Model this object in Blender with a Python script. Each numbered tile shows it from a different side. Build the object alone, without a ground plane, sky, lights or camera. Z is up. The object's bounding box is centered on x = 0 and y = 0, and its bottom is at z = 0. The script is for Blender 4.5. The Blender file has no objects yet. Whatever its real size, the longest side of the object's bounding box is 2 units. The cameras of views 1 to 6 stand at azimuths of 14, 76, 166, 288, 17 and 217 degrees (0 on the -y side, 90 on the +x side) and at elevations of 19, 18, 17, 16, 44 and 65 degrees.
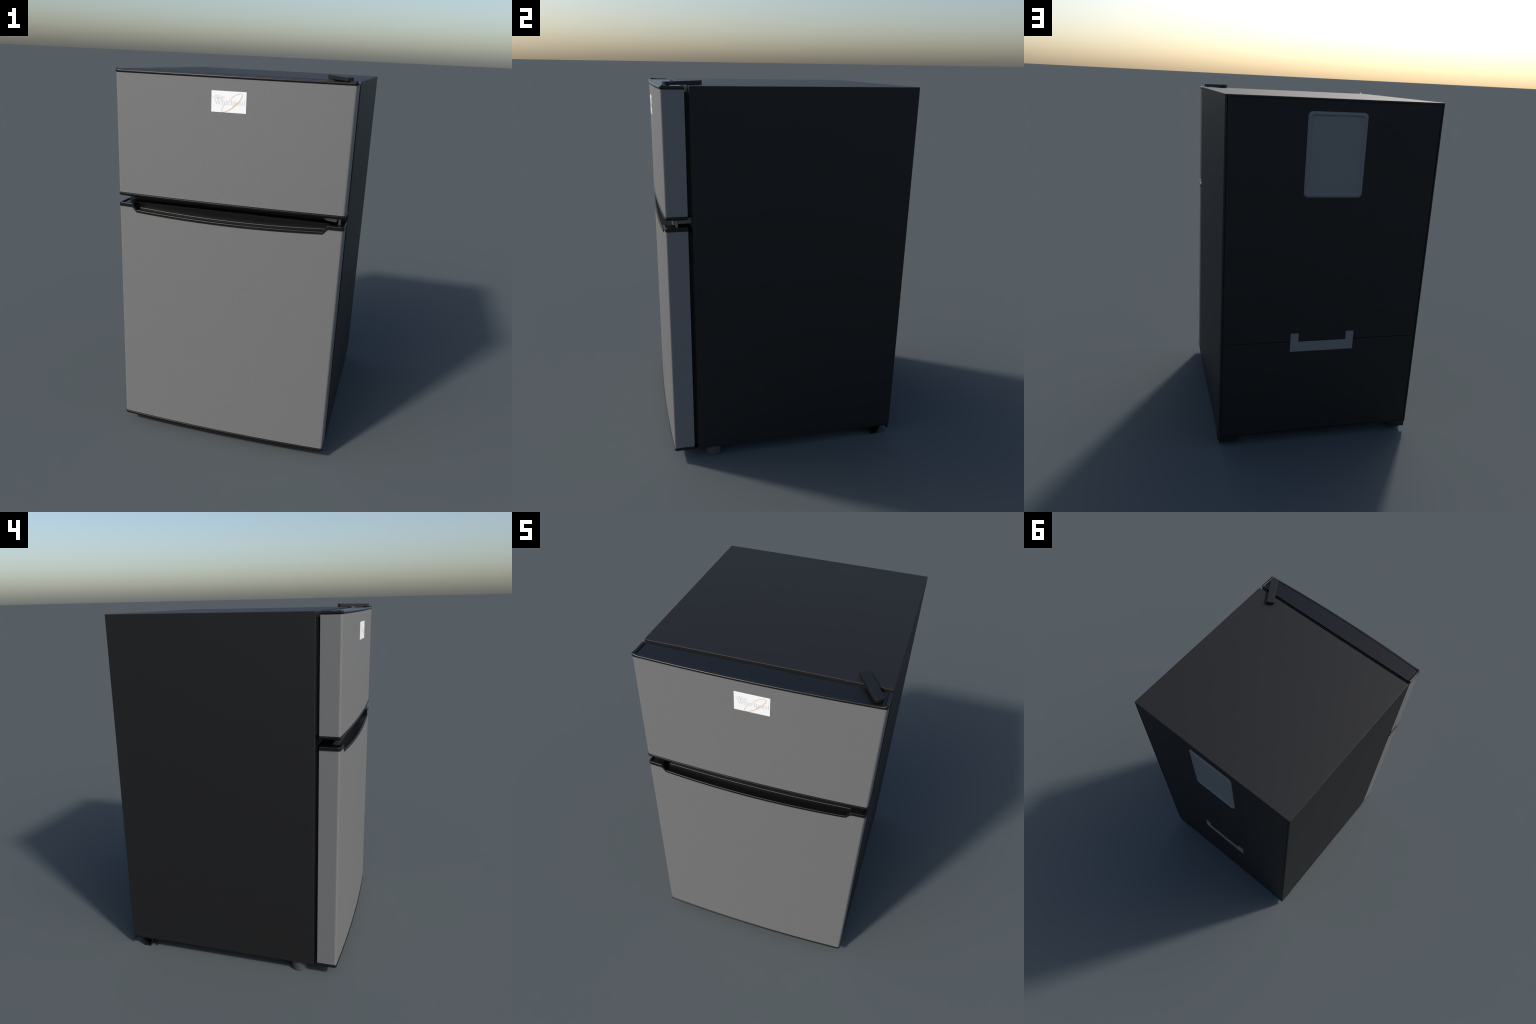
# Two-door compact refrigerator: black cabinet, two bowed steel doors with black
# moulded edge caps, recessed finger grip, badge, hinges, feet and rear brackets.
import bpy, bmesh, math
from mathutils import Vector

# ------------------------------------------------------------------ materials
def new_material(name, base, rough, spec=0.5, mottle=0.0, mottle_scale=150.0,
                 bump=0.0, bump_scale=400.0, coat=0.0, metallic=0.0):
    m = bpy.data.materials.new(name)
    m.use_nodes = True
    nt = m.node_tree
    b = nt.nodes["Principled BSDF"]
    b.inputs["Base Color"].default_value = (*base, 1)
    b.inputs["Roughness"].default_value = rough
    b.inputs["Specular IOR Level"].default_value = spec
    b.inputs["Metallic"].default_value = metallic
    b.inputs["Coat Weight"].default_value = coat
    co = nt.nodes.new("ShaderNodeTexCoord")
    if mottle > 0:
        n = nt.nodes.new("ShaderNodeTexNoise")
        n.inputs["Scale"].default_value = mottle_scale
        n.inputs["Detail"].default_value = 3.0
        n.inputs["Roughness"].default_value = 0.6
        nt.links.new(co.outputs["Object"], n.inputs["Vector"])
        r = nt.nodes.new("ShaderNodeValToRGB")
        lo = [c * (1 - mottle) for c in base]
        hi = [c * (1 + mottle) for c in base]
        r.color_ramp.elements[0].position = 0.32
        r.color_ramp.elements[1].position = 0.68
        r.color_ramp.elements[0].color = (*lo, 1)
        r.color_ramp.elements[1].color = (*hi, 1)
        nt.links.new(n.outputs["Fac"], r.inputs["Fac"])
        nt.links.new(r.outputs["Color"], b.inputs["Base Color"])
    if bump > 0:
        n2 = nt.nodes.new("ShaderNodeTexNoise")
        n2.inputs["Scale"].default_value = bump_scale
        n2.inputs["Detail"].default_value = 2.0
        nt.links.new(co.outputs["Object"], n2.inputs["Vector"])
        bp = nt.nodes.new("ShaderNodeBump")
        bp.inputs["Strength"].default_value = bump
        bp.inputs["Distance"].default_value = 0.001
        nt.links.new(n2.outputs["Fac"], bp.inputs["Height"])
        nt.links.new(bp.outputs["Normal"], b.inputs["Normal"])
    return m

STEEL = new_material("brushed_steel_grey", (0.163, 0.1625, 0.162), 0.58, 0.5, 0.07, 190.0)
CABINET = new_material("black_cabinet_paint", (0.0114, 0.0114, 0.0115), 0.58, 0.33, 0.06, 60.0)
BACK = new_material("black_back_sheet", (0.0090, 0.0089, 0.0088), 0.6, 0.34, 0.06, 60.0)
PLASTIC = new_material("black_moulded_plastic", (0.0040, 0.0040, 0.0041), 0.36, 0.42, 0.06, 220.0)
RUBBER = new_material("black_rubber_gasket", (0.0035, 0.0035, 0.0035), 0.6, 0.3, 0.05, 120.0)
HINGE = new_material("hinge_dark_metal", (0.0055, 0.0055, 0.0055), 0.5, 0.4, 0.05, 150.0)
HINGE_GREY = new_material("hinge_grey_metal", (0.19, 0.19, 0.19), 0.45, 0.5, 0.05, 150.0)
FOOT = new_material("grey_foot_plastic", (0.062, 0.065, 0.066), 0.5, 0.5, 0.05, 150.0)
WHITE = new_material("badge_white", (0.93, 0.93, 0.93), 0.4, 0.5, 0.01, 30.0)
EMBOSS_SHADE = new_material("badge_painted_emboss_shade", (0.64, 0.65, 0.67), 0.4, 0.5, 0.02, 300.0)  # shadow edges of the embossed letters painted as flat grey strokes
GOLD = new_material("badge_gold_ring", (0.74, 0.46, 0.13), 0.35, 0.5, 0.05, 300.0)

# ------------------------------------------------------------------ mesh helpers
def finish(name, bm, mat, parent=None, smooth_angle=35.0):
    bmesh.ops.remove_doubles(bm, verts=bm.verts, dist=1e-6)
    bmesh.ops.recalc_face_normals(bm, faces=bm.faces)
    lim = math.radians(smooth_angle)
    for f in bm.faces:
        f.smooth = True
    for e in bm.edges:
        if len(e.link_faces) != 2 or e.calc_face_angle(0.0) > lim:
            e.smooth = False
    me = bpy.data.meshes.new(name)
    bm.to_mesh(me)
    bm.free()
    me.materials.append(mat)
    ob = bpy.data.objects.new(name, me)
    bpy.context.scene.collection.objects.link(ob)
    if parent is not None:
        ob.parent = parent
    wn = ob.modifiers.new("flat_faces_stay_flat", 'WEIGHTED_NORMAL')
    wn.mode = 'FACE_AREA'
    wn.weight = 60
    wn.keep_sharp = True
    return ob

def add_box(bm, x0, x1, y0, y1, z0, z1, bevel=0.0, seg=2):
    t = bmesh.new()
    vs = [t.verts.new((x, y, z)) for x in (x0, x1) for y in (y0, y1) for z in (z0, z1)]
    for q in ((0, 1, 3, 2), (4, 6, 7, 5), (0, 4, 5, 1), (2, 3, 7, 6), (0, 2, 6, 4), (1, 5, 7, 3)):
        t.faces.new([vs[i] for i in q])
    if bevel > 0:
        bmesh.ops.bevel(t, geom=list(t.edges), offset=bevel, segments=seg, profile=0.5,
                        affect='EDGES', clamp_overlap=True)
    merge(bm, t)

def merge(bm, other):
    me = bpy.data.meshes.new("tmp")
    bmesh.ops.recalc_face_normals(other, faces=other.faces)
    other.to_mesh(me)
    other.free()
    bm.from_mesh(me)
    bpy.data.meshes.remove(me)

def add_prism(bm, poly, z0, z1, bevel=0.0, seg=2, bevel_top=True, bevel_bottom=True, to3d=None):
    """Extrude a 2-D polygon; to3d maps (a, b, c) to world, default a=x b=y c=z."""
    t = bmesh.new()
    m = to3d or (lambda a, b, c: (a, b, c))
    lo = [t.verts.new(m(a, b, z0)) for a, b in poly]
    hi = [t.verts.new(m(a, b, z1)) for a, b in poly]
    n = len(poly)
    t.faces.new(lo[::-1])
    t.faces.new(hi)
    for i in range(n):
        t.faces.new((lo[i], lo[(i + 1) % n], hi[(i + 1) % n], hi[i]))
    if bevel > 0:
        es = []
        ls, hs = set(lo), set(hi)
        for e in t.edges:
            a, b = e.verts
            if (bevel_top and a in hs and b in hs) or (bevel_bottom and a in ls and b in ls):
                es.append(e)
        bmesh.ops.bevel(t, geom=es, offset=bevel, segments=seg, profile=0.5,
                        affect='EDGES', clamp_overlap=True)
    merge(bm, t)

def add_rings(bm, rings, closed=True, cap_start=True, cap_end=True):
    """Loft through rings of 3-D points (all the same length)."""
    t = bmesh.new()
    rv = [[t.verts.new(p) for p in r] for r in rings]
    n = len(rv[0])
    for a, b in zip(rv[:-1], rv[1:]):
        for i in range(n if closed else n - 1):
            j = (i + 1) % n
            t.faces.new((a[i], a[j], b[j], b[i]))
    if cap_start:
        t.faces.new(rv[0][::-1])
    if cap_end:
        t.faces.new(rv[-1])
    merge(bm, t)

def rounded_rect(x0, x1, y0, y1, r, seg=8):
    pts = []
    for cx, cy, a0 in ((x1 - r, y1 - r, 0), (x0 + r, y1 - r, 90), (x0 + r, y0 + r, 180), (x1 - r, y0 + r, 270)):
        for i in range(seg + 1):
            a = math.radians(a0 + 90 * i / seg)
            pts.append((cx + r * math.cos(a), cy + r * math.sin(a)))
    return pts

# ------------------------------------------------------------------ door plan profile
DOOR_X = 0.5780          # half width of the steel skin
DOOR_BACK = -0.517
BOW0, BOWK = -0.6404, 0.0535
CORNER_R = 0.012

def front_y(x):
    return BOW0 + BOWK * x * x

def door_path(n_front=64, n_corner=8, n_side=3):
    """U-shaped plan path, from back right along the front to back left:
    list of (x, y, nx, ny) with outward normals."""
    half = []
    cx = DOOR_X - CORNER_R
    x0 = cx
    for _ in range(6):
        s = 2 * BOWK * x0
        L = math.hypot(s, 1.0)
        x0 = cx + CORNER_R * s / L
    nx, ny = s / L, -1.0 / L
    cy = front_y(x0) - CORNER_R * ny
    for i in range(n_side):
        t = i / n_side
        half.append((DOOR_X, DOOR_BACK + (cy - DOOR_BACK) * t, 1.0, 0.0))
    a_end = math.atan2(ny, nx)
    for i in range(n_corner + 1):
        a = a_end * i / n_corner
        half.append((cx + CORNER_R * math.cos(a), cy + CORNER_R * math.sin(a), math.cos(a), math.sin(a)))
    front = []
    for i in range(1, n_front):
        x = x0 * (1 - 2 * i / n_front)
        s = 2 * BOWK * x
        L = math.hypot(s, 1.0)
        front.append((x, front_y(x), s / L, -1.0 / L))
    mirror = [(-x, y, -a, b) for x, y, a, b in reversed(half)]
    return half + front + mirror

PATH = door_path()

def offset_path(d, path=PATH):
    """Shift the path inward by d (negative = outward); the ends slide along the back line."""
    return [(x - a * d, y - b * d) for x, y, a, b in path]

CAP_OUT = -0.0033       # caps stand this far proud of the steel

def sweep_section(bm, section, path=PATH, zfun=None):
    """Sweep a closed (inset, height) section along the U path, capped at both ends.
    zfun(x, y, h) may remap the height at each path point."""
    rings = []
    for x, y, a, b in path:
        ring = []
        for d, h in section:
            z = zfun(x, y, h) if zfun else h
            ring.append((x - a * d, y - b * d, z))
        rings.append(ring)
    add_rings(bm, rings, closed=True)

def cap_rings(bm, profile):
    """Closed plan outline lofted through (inset, z) pairs - a solid moulded cap."""
    rings = []
    for d, z in profile:
        pts = offset_path(d)
        back_shift = max(0.0, d) * 0.6
        pts[0] = (pts[0][0], pts[0][1] - back_shift)
        pts[-1] = (pts[-1][0], pts[-1][1] - back_shift)
        rings.append([(x, y, z) for x, y in pts])
    add_rings(bm, rings, closed=True)

# ------------------------------------------------------------------ root
root = bpy.data.objects.new("refrigerator", None)
bpy.context.scene.collection.objects.link(root)
root["label"] = "compact two-door refrigerator, black cabinet with bowed grey steel doors"
root["category"] = "refrigerator"

# ------------------------------------------------------------------ cabinet
CX, CY0, CY1, CZ0, CZ1 = 0.5813, -0.4955, 0.6343, 0.0570, 1.9790
bm = bmesh.new()
add_box(bm, -CX, CX, CY0, CY1, CZ0, CZ1, 0.0038, 3)
cabinet = finish("cabinet", bm, CABINET, root)
# shallow recess at the back so that the back sheets sit inside a folded rim
me = cabinet.data
bm = bmesh.new()
bm.from_mesh(me)
back = max(bm.faces, key=lambda f: f.calc_center_median().y)
bmesh.ops.inset_region(bm, faces=[back], thickness=0.0078, depth=0.0)
back = max(bm.faces, key=lambda f: (f.calc_center_median().y > CY1 - 1e-4) * f.calc_area())
ret = bmesh.ops.extrude_face_region(bm, geom=[back])
vs = [g for g in ret["geom"] if isinstance(g, bmesh.types.BMVert)]
bmesh.ops.delete(bm, geom=[back], context='FACES_ONLY')
bmesh.ops.translate(bm, verts=vs, vec=(0, -0.006, 0))
bmesh.ops.recalc_face_normals(bm, faces=bm.faces)
for e in bm.edges:
    e.smooth = not (len(e.link_faces) != 2 or e.calc_face_angle(0.0) > math.radians(35))
bm.to_mesh(me)
bm.free()

SEAM = 0.6465
G = 0.0025
IX = CX - 0.0108 - G
bm = bmesh.new()
add_box(bm, -IX, IX, 0.6275, 0.6341, SEAM + G * 0.6, CZ1 - 0.0108 - G, 0.0008, 1)
finish("back_panel", bm, BACK, cabinet)
bm = bmesh.new()
add_box(bm, -IX, IX, 0.6275, 0.6341, CZ0 + 0.0108 + G, SEAM - G * 0.6, 0.0008, 1)
finish("back_panel", bm, BACK, cabinet)

# raised service plate: beaded rim around a slightly recessed field
bm = bmesh.new()
PX, PZ0, PZ1 = 0.1605, 1.4720, 1.9135
rings = []
for inset, y in ((0.0, 0.6335), (0.0005, 0.6348), (0.004, 0.6385), (0.008, 0.6408), (0.012, 0.6432), (0.0145, 0.6429),
                 (0.017, 0.6402), (0.020, 0.6374), (0.0225, 0.6356), (0.026, 0.6352)):
    pts = rounded_rect(-PX + inset, PX - inset, PZ0 + inset, PZ1 - inset, max(0.006, 0.024 - inset * 0.6), 8)
    rings.append([(x, y, z) for x, z in pts])
add_rings(bm, rings, closed=True)
finish("service_plate", bm, STEEL, cabinet, 50)

# flat U-shaped steel strap across the seam
bm = bmesh.new()
u_poly = [(-0.186, 0.5850), (0.186, 0.5850), (0.186, 0.6970), (0.1400, 0.6970), (0.1400, 0.6455),
          (-0.1400, 0.6455), (-0.1400, 0.6970), (-0.186, 0.6970)]
add_prism(bm, u_poly, 0.6335, 0.6362, to3d=lambda a, b, c: (a, c, b))
finish("strap_plate", bm, STEEL, cabinet)

# ------------------------------------------------------------------ upper (freezer) door
F_Z0, F_Z1 = 1.3768, 1.9625
bm = bmesh.new()
pts = offset_path(0.0)
add_rings(bm, [[(x, y, F_Z0) for x, y in pts], [(x, y, F_Z1) for x, y in pts]])
freezer_door = finish("freezer_door", bm, STEEL, root, 25)

def round_bead(z0, z1, w, n=6):
    """Rounded-rectangle bead section in (inset, z)."""
    r = min((z1 - z0) / 2, w / 2) * 0.80
    o = CAP_OUT
    pts = []
    for ci, cz, a0 in ((o + r, z0 + r, 180), (o + w - r, z0 + r, 270), (o + w - r, z1 - r, 0), (o + r, z1 - r, 90)):
        for k in range(n + 1):
            a = math.radians(a0 + 90 * k / n)
            pts.append((ci + r * math.cos(a), cz + r * math.sin(a)))
    return pts

bm = bmesh.new()
def bead_height(x, y, h):
    """Front bead lowest, side beads a little higher, a small knob at each corner."""
    f = max(0.0, min(1.0, (abs(x) - 0.560) / 0.007))
    top = 1.9760 + (1.9785 - 1.9760) * f
    top += 0.0052 * math.exp(-((math.hypot(abs(x) - 0.5735, y + 0.6160)) / 0.0085) ** 2)
    return F_Z1 + (h - F_Z1) * (top - F_Z1) / (1.9785 - F_Z1)
sweep_section(bm, round_bead(F_Z1, 1.9785, 0.0165), zfun=bead_height)
pts = offset_path(0.006)
add_rings(bm, [[(x, y, F_Z1 + 0.0003) for x, y in pts], [(x, y, 1.9680) for x, y in pts]])
TRAY_X = 0.5612          # the raised tray floor stops short of the side beads, leaving a slot
tray = [(x, y) for x, y in offset_path(0.0115) if abs(x) < TRAY_X and y < -0.60]
tray = [(TRAY_X, DOOR_BACK), (TRAY_X, tray[0][1])] + tray + [(-TRAY_X, tray[-1][1]), (-TRAY_X, DOOR_BACK)]
add_prism(bm, tray, 1.9675, 1.9738, 0.0012, 2, bevel_bottom=False)
finish("door_cap", bm, PLASTIC, freezer_door, 40)

bm = bmesh.new()
cap_rings(bm, [(0.0030, 1.3775), (-0.0003, 1.3775), (-0.0003, 1.3744), (-0.0020, 1.3742), (-0.0031, 1.3737),
               (-0.0036, 1.3729), (-0.0038, 1.3700), (-0.0030, 1.3658), (-0.0010, 1.3624), (0.0028, 1.3600), (0.0070, 1.3592)])
finish("door_cap", bm, PLASTIC, freezer_door, 40)

# ------------------------------------------------------------------ lower (fridge) door
R_Z0 = 0.0740
STEP_HI, STEP_LO = 0.5045, 0.4800

def smooth01(t):
    t = max(0.0, min(1.0, t))
    return t * t * (3 - 2 * t) * 0.35 + t * 0.65

def on_front(x, y):
    return y < -0.60 and abs(x) < 0.565

def band_bottom(x, y=-1.0):
    """Lower edge of the grip rim = upper edge of the steel skin."""
    if not on_front(x, y) or abs(x) >= STEP_HI:
        return 1.3040
    low = 1.2790 - 0.0140 * (1 - min(1.0, (x / STEP_LO) ** 2))
    if abs(x) <= STEP_LO:
        return low
    t = (STEP_HI - abs(x)) / (STEP_HI - STEP_LO)
    return 1.3040 + (1.2790 - 1.3040) * smooth01(t)

def band_top(x, y=-1.0):
    hi, lo = STEP_HI - 0.0025, STEP_LO - 0.0015
    if not on_front(x, y) or abs(x) >= hi:
        return 1.3230
    low = 1.2920 - 0.0130 * (1 - min(1.0, (x / lo) ** 2))
    if abs(x) <= lo:
        return low
    t = (hi - abs(x)) / (hi - lo)
    return 1.3230 + (1.2920 - 1.3230) * smooth01(t)

def fine_path():
    """Door path with extra stations around the two steps of the grip rim."""
    base = list(PATH)
    extra = []
    for s in (1, -1):
        for i in range(13):
            x = s * (STEP_LO - 0.004 + (STEP_HI - STEP_LO + 0.008) * i / 12)
            sl = 2 * BOWK * x
            L = math.hypot(sl, 1.0)
            extra.append((x, front_y(x), sl / L, -1.0 / L))
    front = [p for p in base if p[1] < -0.6 and abs(p[0]) < 0.55]
    head = base[:base.index(front[0])]
    tail = base[base.index(front[-1]) + 1:]
    keep = [p for p in front if all(abs(p[0] - e[0]) > 0.0015 for e in extra)]
    return head + sorted(keep + extra, key=lambda p: -p[0]) + tail

FINE = fine_path()

bm = bmesh.new()
outer = [(x, y) for x, y, a, b in FINE]
inner = offset_path(0.003, FINE)
inner[0] = (inner[0][0], inner[0][1] - 0.003)
inner[-1] = (inner[-1][0], inner[-1][1] - 0.003)
tops = [band_bottom(x, y) for x, y in outer]
add_rings(bm, [[(x, y, R_Z0) for x, y in outer],
               [(x, y, z) for (x, y), z in zip(outer, tops)],
               [(x, y, z) for (x, y), z in zip(inner, tops)],
               [(x, y, 1.24) for x, y in inner]])
fridge_door = finish("fridge_door", bm, STEEL, root, 25)

bm = bmesh.new()
cap_rings(bm, [(0.0030, 0.0755), (-0.0003, 0.0755), (-0.0003, 0.0722), (-0.0016, 0.0720), (-0.0026, 0.0714),
               (-0.0031, 0.0704), (-0.0033, 0.0660), (-0.0018, 0.0612), (0.0008, 0.0572), (0.0045, 0.0548), (0.0095, 0.0540)])
finish("door_cap", bm, PLASTIC, fridge_door, 40)

# grip rim: a bead that follows the stepped edge
def rim_section(n=5):
    """(inset, 0..1 height, fixed roundings) for the rim bead."""
    w, o = 0.0125, CAP_OUT
    sec = []
    r_b, r_t = 0.0022, 0.0034
    for k in range(n + 1):
        a = math.radians(180 + 90 * k / n)
        sec.append((o + r_b + r_b * math.cos(a), 0.0, r_b + r_b * math.sin(a)))
    sec.append((o + w, 0.0, 0.0))
    for k in range(n + 1):
        a = math.radians(0 + 90 * k / n)
        sec.append((o + w - r_t + r_t * math.cos(a), 1.0, -r_t + r_t * math.sin(a)))
    for k in range(n + 1):
        a = math.radians(90 + 90 * k / n)
        sec.append((o + r_t + r_t * math.cos(a), 1.0, -r_t + r_t * math.sin(a)))
    return sec

bm = bmesh.new()
rings = []
for x, y, a, b in FINE:
    zb, zt = band_bottom(x, y), band_top(x, y)
    rings.append([(x - a * d, y - b * d, (zt if top else zb) + dz) for d, top, dz in rim_section()])
add_rings(bm, rings, closed=True)

# tray floor behind the rim, left and right of the grip and along the back
FLOOR = 1.3190
WALL_Y = -0.5710
POCKET_X = 0.5030
for s in (1, -1):
    side = [(x - a * 0.006, y - b * 0.006) for x, y, a, b in FINE if s * x > POCKET_X]
    if s < 0:
        side = side[::-1]
    poly = side + [(s * POCKET_X, DOOR_BACK)]
    if s < 0:
        poly = poly[::-1]
    add_prism(bm, poly, 1.296, FLOOR - 0.006)
    yf = front_y(0.54) + 0.007
    poly = [(s * POCKET_X, yf), (s * 0.5615, yf + 0.0015), (s * 0.5615, DOOR_BACK), (s * POCKET_X, DOOR_BACK)]
    add_prism(bm, poly if s < 0 else poly[::-1], FLOOR - 0.0065, FLOOR, 0.0010, 1, bevel_bottom=False)
add_box(bm, -POCKET_X - 0.001, POCKET_X + 0.001, WALL_Y + 0.004, DOOR_BACK, 1.24, FLOOR - 0.0004)

# open finger pocket between the steps: dropped floor, fillet, upright back wall
def pocket_ring(x):
    """Section of the pocket at nominal station x; the end walls lean out with height."""
    s = 1 if x >= 0 else -1
    ax = abs(x)
    y0 = front_y(x) + 0.0080
    t = max(0.0, min(1.0, (ax - 0.4785) / (POCKET_X - 0.4785)))      # 0 on the floor, 1 at the tray
    c = max(0.0, 1 - (ax / 0.48) ** 2)
    z_rim = band_top(x)
    z_floor = 1.2880 - 0.0180 * c
    z_floor += (FLOOR - z_floor) * t
    pts = [(y0, z_floor - 0.012), (y0, max(z_floor, z_rim - 0.0035))]
    for k in range(1, 4):
        pts.append((y0 + 0.0035 * k / 3, max(z_floor, z_rim - 0.0035 - 0.006 * math.sin(math.pi * k / 6))))
    r = 0.0045 * (1 - t) + 0.0002
    y_end = WALL_Y - r
    for k in range(1, 6):
        u = k / 6
        pts.append((y0 + 0.0035 + (y_end - y0 - 0.0035) * u, z_floor))
    for k in range(0, 7):
        a = math.radians(90 * k / 6)
        pts.append((y_end + r * math.sin(a), z_floor + r * (1 - math.cos(a))))
    z_lo = pts[-1][1]
    pts += [(WALL_Y, z_lo + (FLOOR - 0.0015 - z_lo) * 0.5), (WALL_Y, max(z_lo, FLOOR - 0.0012)),
            (WALL_Y + 0.0004, FLOOR - 0.0003), (WALL_Y + 0.0012, FLOOR), (WALL_Y + 0.0080, FLOOR),
            (WALL_Y + 0.0080, z_floor - 0.012)]
    ring = []
    for y, z in pts:
        f = max(0.0, min(1.0, (y - y0) / (WALL_Y - y0)))
        lo = 0.4785 + 0.0150 * f                                     # end wall steepens towards the back
        xx = ax if t <= 0 else lo + (POCKET_X - lo) * t
        if t <= 0 and ax > 0.46:
            xx = 0.46 + (ax - 0.46) * (lo - 0.46) / (0.4785 - 0.46)
        ring.append((s * xx, y, z))
    return ring

stations = sorted({round(x, 6) for x, y, a, b in FINE if on_front(x, y) and abs(x) < POCKET_X - 0.0004}
                  | {-POCKET_X, POCKET_X, -0.4785, 0.4785, -0.46, 0.46})
add_rings(bm, [pocket_ring(x) for x in stations], closed=True)
finish("handle_grip", bm, PLASTIC, fridge_door, 38)

# ------------------------------------------------------------------ door gaskets
def gasket(z0, z1, parent):
    bm = bmesh.new()
    for y0, y1, ins in ((-0.5172, -0.5135, 0.0080), (-0.5138, -0.5105, 0.0140), (-0.5108, -0.5065, 0.0095),
                        (-0.5068, -0.5035, 0.0150), (-0.5038, -0.4945, 0.0110)):
        add_box(bm, -0.581 + ins, 0.581 - ins, y0, y1, z0 + ins, z1 - ins, 0.0008, 1)
    return finish("door_gasket", bm, RUBBER, parent)

bm = bmesh.new()
add_box(bm, -0.5480, 0.4570, -0.5050, -0.4945, 1.2950, 1.3840, 0.0010, 1)
finish("dark_gap_strip", bm, RUBBER, cabinet)
gasket(1.3700, 1.9620, freezer_door)
gasket(0.0700, 1.3080, fridge_door)

# ------------------------------------------------------------------ hinges
def bar_polygon(ax, ay, bx, by, half, n=10, bulge_a=0.005, bulge_b=0.014):
    """Flat bar from A to B, gently rounded at A, strongly rounded at B."""
    d = Vector((bx - ax, by - ay)).normalized()
    nrm = Vector((-d.y, d.x))
    pts = []
    for i in range(n + 1):
        t = -1 + 2 * i / n
        p = Vector((bx, by)) + nrm * half * t + d * bulge_b * (1 - abs(t) ** 3.2)
        pts.append((p.x, p.y))
    for i in range(n + 1):
        t = 1 - 2 * i / n
        p = Vector((ax, ay)) + nrm * half * t - d * bulge_a * (1 - t * t)
        pts.append((p.x, p.y))
    return pts

bm = bmesh.new()
add_prism(bm, bar_polygon(0.4410, -0.4340, 0.5340, -0.5935, 0.0235), 1.9805, 2.0000, 0.0006, 1)
for v in bm.verts:                       # the top face falls away towards the pivot end
    if v.co.z > 1.99:
        t = max(0.0, min(1.0, (-0.430 - v.co.y) / 0.175))
        v.co.z -= 0.0045 * t
add_prism(bm, bar_polygon(0.4450, -0.4420, 0.4640, -0.4760, 0.0150, bulge_b=0.003), 1.9775, 1.9808)
ring = [(0.5310 + 0.009 * math.cos(2 * math.pi * i / 24), -0.5860 + 0.009 * math.sin(2 * math.pi * i / 24)) for i in range(24)]
add_prism(bm, ring, 1.9700, 1.9810)
finish("hinge", bm, HINGE, root)

bm = bmesh.new()
plate = [(0.5375, -0.5820), (0.5375, -0.4940), (0.4580, -0.4940), (0.4690, -0.5400), (0.4800, -0.5610), (0.4920, -0.5710)]
add_prism(bm, plate, 1.3322, 1.3590, 0.0010, 1)
add_prism(bm, [(0.5375, -0.5100), (0.5375, -0.4940), (0.4580, -0.4940), (0.4580, -0.5100)], 1.3580, 1.3637, 0.0006, 1)
ring = [(0.5505 + 0.0064 * math.cos(2 * math.pi * i / 24), -0.5685 + 0.0064 * math.sin(2 * math.pi * i / 24)) for i in range(24)]
add_prism(bm, ring, 1.3140, 1.3640)
finish("hinge", bm, HINGE_GREY, root)

bm = bmesh.new()
add_box(bm, 0.500, 0.556, -0.600, -0.440, 0.0440, 0.0520, 0.001, 1)
ring = [(0.5400 + 0.007 * math.cos(2 * math.pi * i / 24), -0.5900 + 0.007 * math.sin(2 * math.pi * i / 24)) for i in range(24)]
add_prism(bm, ring, 0.0420, 0.0580)
add_box(bm, 0.500, 0.556, -0.470, -0.430, 0.0500, 0.0590)
finish("hinge", bm, HINGE, root)

# ------------------------------------------------------------------ feet
def foot_mesh():
    bm = bmesh.new()
    n = 48
    rings = []
    for z, r in ((0.0, 0.0400), (0.0015, 0.0418), (0.004, 0.0422), (0.0595, 0.0422)):
        ring = []
        for i in range(n):
            a = 2 * math.pi * i / n
            rr = r * (1.0 if i % 2 == 0 else 0.985)
            ring.append((rr * math.cos(a), rr * math.sin(a), z))
        rings.append(ring)
    add_rings(bm, rings)
    return bm

foot = finish("foot", foot_mesh(), FOOT, root, 20)
foot.location = (0.5335, -0.4065, 0.0)
foot2 = foot.copy()
foot2.location = (-0.5335, -0.4065, 0.0)
bpy.context.scene.collection.objects.link(foot2)

def rear_bracket_mesh():
    """Folded bracket: base plate, trapezoid channel foot, two hanging flanges with gussets."""
    bm = bmesh.new()
    x0, x1 = 0.475, 0.577
    to = lambda a, b, c: (c, a, b)
    add_prism(bm, [(0.4420, 0.0480), (0.6300, 0.0480), (0.6300, 0.0590), (0.4420, 0.0590)], x0, x1, to3d=to)
    w = 0.0045
    for a in ([(0.5040, 0.0500), (0.5235, 0.0), (0.5235 + w, 0.0008), (0.5040 + 1.6 * w, 0.0500)],
              [(0.5790, 0.0500), (0.5640, 0.0), (0.5640 - w, 0.0008), (0.5790 - 1.4 * w, 0.0500)],
              [(0.5237, 0.0), (0.5638, 0.0), (0.5626, 0.0045), (0.5252, 0.0045)]):
        add_prism(bm, a, x0, x1, to3d=to)
    for y in (0.4620, 0.6265):
        add_prism(bm, [(y, 0.0245), (y + 0.0038, 0.0245), (y + 0.0038, 0.0490), (y, 0.0490)], x0, x1, to3d=to)
        for c in (x0, x1 - 0.003):
            add_prism(bm, [(y - 0.0190, 0.0490), (y + 0.0005, 0.0250), (y + 0.0005, 0.0490)], c + 0.0002, c + 0.0028, to3d=to)
    return bm

finish("rear_bracket", rear_bracket_mesh(), HINGE, root, 20)
bm = rear_bracket_mesh()
for v in bm.verts:
    v.co.x = -v.co.x
finish("rear_bracket", bm, HINGE, root, 20)

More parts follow.
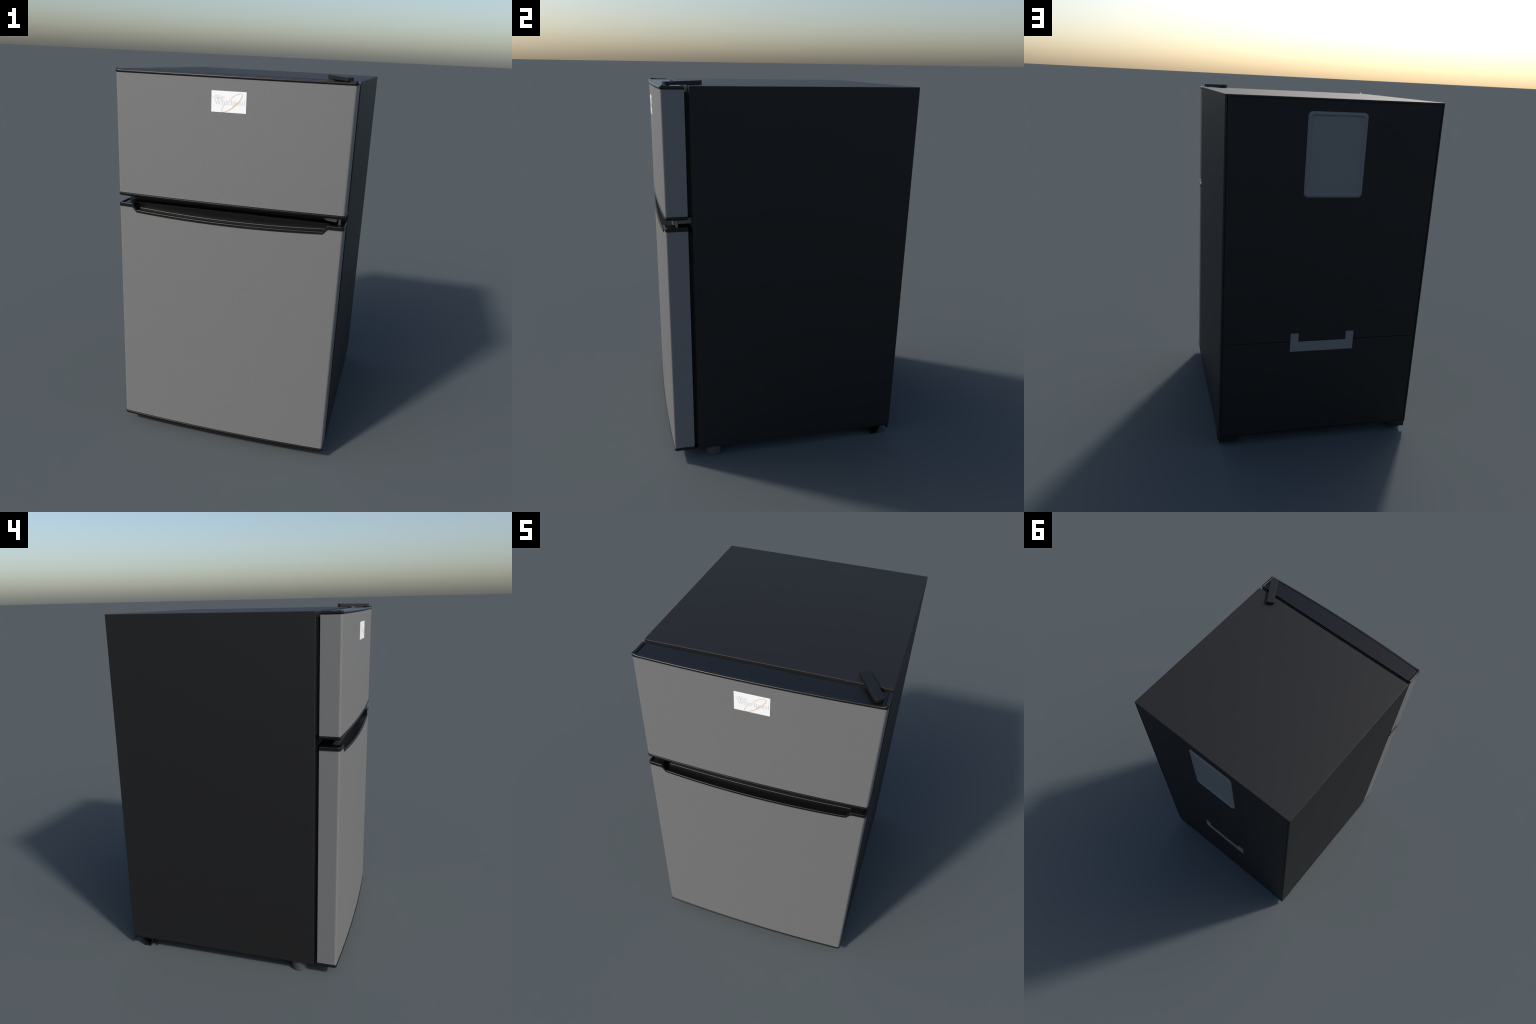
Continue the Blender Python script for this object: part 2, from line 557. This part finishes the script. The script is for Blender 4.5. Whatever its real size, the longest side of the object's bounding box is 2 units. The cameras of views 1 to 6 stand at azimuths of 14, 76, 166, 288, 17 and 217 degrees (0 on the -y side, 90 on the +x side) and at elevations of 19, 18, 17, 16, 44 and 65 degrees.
# ------------------------------------------------------------------ badge
BW, BH, BZ0 = 0.1682, 0.0957, 1.8115
BY = -0.6418
bm = bmesh.new()
add_box(bm, -BW / 2, BW / 2, BY, -0.6360, BZ0, BZ0 + BH, 0.0003, 1)
badge = finish("badge", bm, WHITE, root)

def uv(u, v):
    """Badge coordinates: u left to right, v top to bottom."""
    return (-BW / 2 + u * BW, BZ0 + (1 - v) * BH)

def ribbon(bm, pts, widths, y0=BY + 0.0004, y1=BY - 0.0005):
    """Flat raised stroke along a 2-D polyline (x, z) with per-point widths."""
    n = len(pts)
    rings = []
    for i, (x, z) in enumerate(pts):
        a = Vector(pts[max(0, i - 1)])
        b = Vector(pts[min(n - 1, i + 1)])
        d = (b - a)
        d = d.normalized() if d.length > 0 else Vector((1, 0))
        nx, nz = -d.y, d.x
        w = (widths[i] if isinstance(widths, (list, tuple)) else widths) / 2
        rings.append([(x + nx * w, y0, z + nz * w), (x - nx * w, y0, z - nz * w),
                      (x - nx * w, y1, z - nz * w), (x + nx * w, y1, z + nz * w)])
    add_rings(bm, rings, closed=True)

def arc(cu, cv, ru, rv, a0, a1, n=16):
    return [uv(cu + ru * math.cos(math.radians(a0 + (a1 - a0) * i / n)),
               cv - rv * math.sin(math.radians(a0 + (a1 - a0) * i / n))) for i in range(n + 1)]

# lettering: serif strokes on a common baseline
BASE, XH, CAP, DESC = 0.622, 0.465, 0.375, 0.705
THICK, THIN, SERIF = 0.0030, 0.0014, 0.0013
bm = bmesh.new()
_lift = [0]
def stroke(pts, w):
    _lift[0] += 1                       # tiny stagger so crossing strokes never share a plane
    ribbon(bm, pts, w, y1=BY - 0.0003 - 0.000006 * (_lift[0] % 30))
def stem(u, v0, v1, w=THICK):
    stroke([uv(u, v0), uv(u, v1)], w)
def serif(u, v, half=0.022):
    stroke([uv(u - half, v), uv(u + half, v)], SERIF)
# W
for (a, b, w) in (((0.100, CAP), (0.160, BASE + 0.01), THICK), ((0.160, BASE + 0.01), (0.200, CAP + 0.02), THIN),
                  ((0.180, CAP), (0.232, BASE + 0.01), THICK), ((0.232, BASE + 0.01), (0.282, CAP), THIN)):
    stroke([uv(*a), uv(*b)], w)
serif(0.100, CAP); serif(0.182, CAP, 0.020); serif(0.278, CAP, 0.018)
# h
stem(0.312, CAP - 0.01, BASE); serif(0.312, BASE); serif(0.303, CAP - 0.005, 0.011)
stroke(arc(0.345, XH + 0.05, 0.030, 0.055, 165, 0), [THIN] * 8 + [THICK] * 9); stem(0.375, XH + 0.05, BASE); serif(0.375, BASE)
# i
stem(0.428, XH, BASE); serif(0.428, BASE); serif(0.420, XH + 0.004, 0.010)
stroke(arc(0.428, 0.405, 0.008, 0.014, 0, 350, 8), 0.0012)
# r
stem(0.482, XH, BASE); serif(0.482, BASE); serif(0.474, XH + 0.004, 0.010)
stroke(arc(0.514, XH + 0.045, 0.030, 0.048, 165, 40), THIN)
stroke(arc(0.533, XH + 0.022, 0.006, 0.011, 0, 350, 8), 0.0012)
# l
stem(0.572, CAP - 0.01, BASE); serif(0.572, BASE); serif(0.563, CAP - 0.005, 0.011)
# p
stem(0.630, XH, DESC); serif(0.630, DESC); serif(0.622, XH + 0.004, 0.010)
stroke(arc(0.655, (XH + BASE) / 2, 0.036, 0.078, 150, -150), [THIN] * 5 + [THICK] * 7 + [THIN] * 5)
# o o
for cu in (0.755, 0.860):
    stroke(arc(cu, (XH + BASE) / 2, 0.040, 0.077, 90, 270), [THIN] * 4 + [THICK] * 9 + [THIN] * 4)
    stroke(arc(cu, (XH + BASE) / 2, 0.040, 0.077, -90, 90), [THIN] * 4 + [THICK] * 9 + [THIN] * 4)
# l
stem(0.950, CAP - 0.01, BASE); serif(0.952, BASE); serif(0.942, CAP - 0.005, 0.011)
finish("lettering", bm, EMBOSS_SHADE, badge)

# oval emblem above the lettering
bm = bmesh.new()
_lift[0] = 0
stroke(arc(0.205, 0.235, 0.185, 0.115, 195, 345, 24), [0.0012 + 0.0016 * math.sin(math.pi * i / 24) for i in range(25)])
stroke(arc(0.215, 0.290, 0.130, 0.090, 155, 70, 16), [0.0008 + 0.0012 * math.sin(math.pi * i / 16) for i in range(17)])
stroke(arc(0.200, 0.300, 0.150, 0.085, 60, 10, 14), [0.0008 + 0.0010 * math.sin(math.pi * i / 14) for i in range(15)])
stroke(arc(0.190, 0.285, 0.060, 0.038, 200, 520, 24), 0.0011)
stroke(arc(0.195, 0.290, 0.030, 0.016, 0, 340, 14), 0.0010)
stroke(arc(0.120, 0.270, 0.035, 0.030, 120, 300, 12), 0.0010)
stroke(arc(0.255, 0.300, 0.040, 0.040, 90, -60, 12), 0.0010)
finish("emblem", bm, EMBOSS_SHADE, badge)

# gold ring that weaves behind the first letters and in front of the last ones
bm = bmesh.new()
RU, RV, CU, CV, PHI = 0.2945, 0.4515, 0.5915, 0.5290, 33.7
def ring_point(t):
    return uv(CU + RU * math.cos(math.radians(t)), CV - RV * math.cos(math.radians(t - PHI)))
def ring_arc(t0, t1, n):
    pts, ws = [], []
    for i in range(n + 1):
        t = t0 + (t1 - t0) * i / n
        pts.append(ring_point(t))
        ws.append(0.0017 + 0.0010 * max(0.0, math.cos(math.radians(t + 70))))
    ribbon(bm, pts, ws, y1=BY - 0.0005)
ring_arc(134, 455, 96)
ring_arc(114.5, 117.5, 3)
ring_arc(102.0, 106.5, 3)
finish("badge_ring", bm, GOLD, badge)
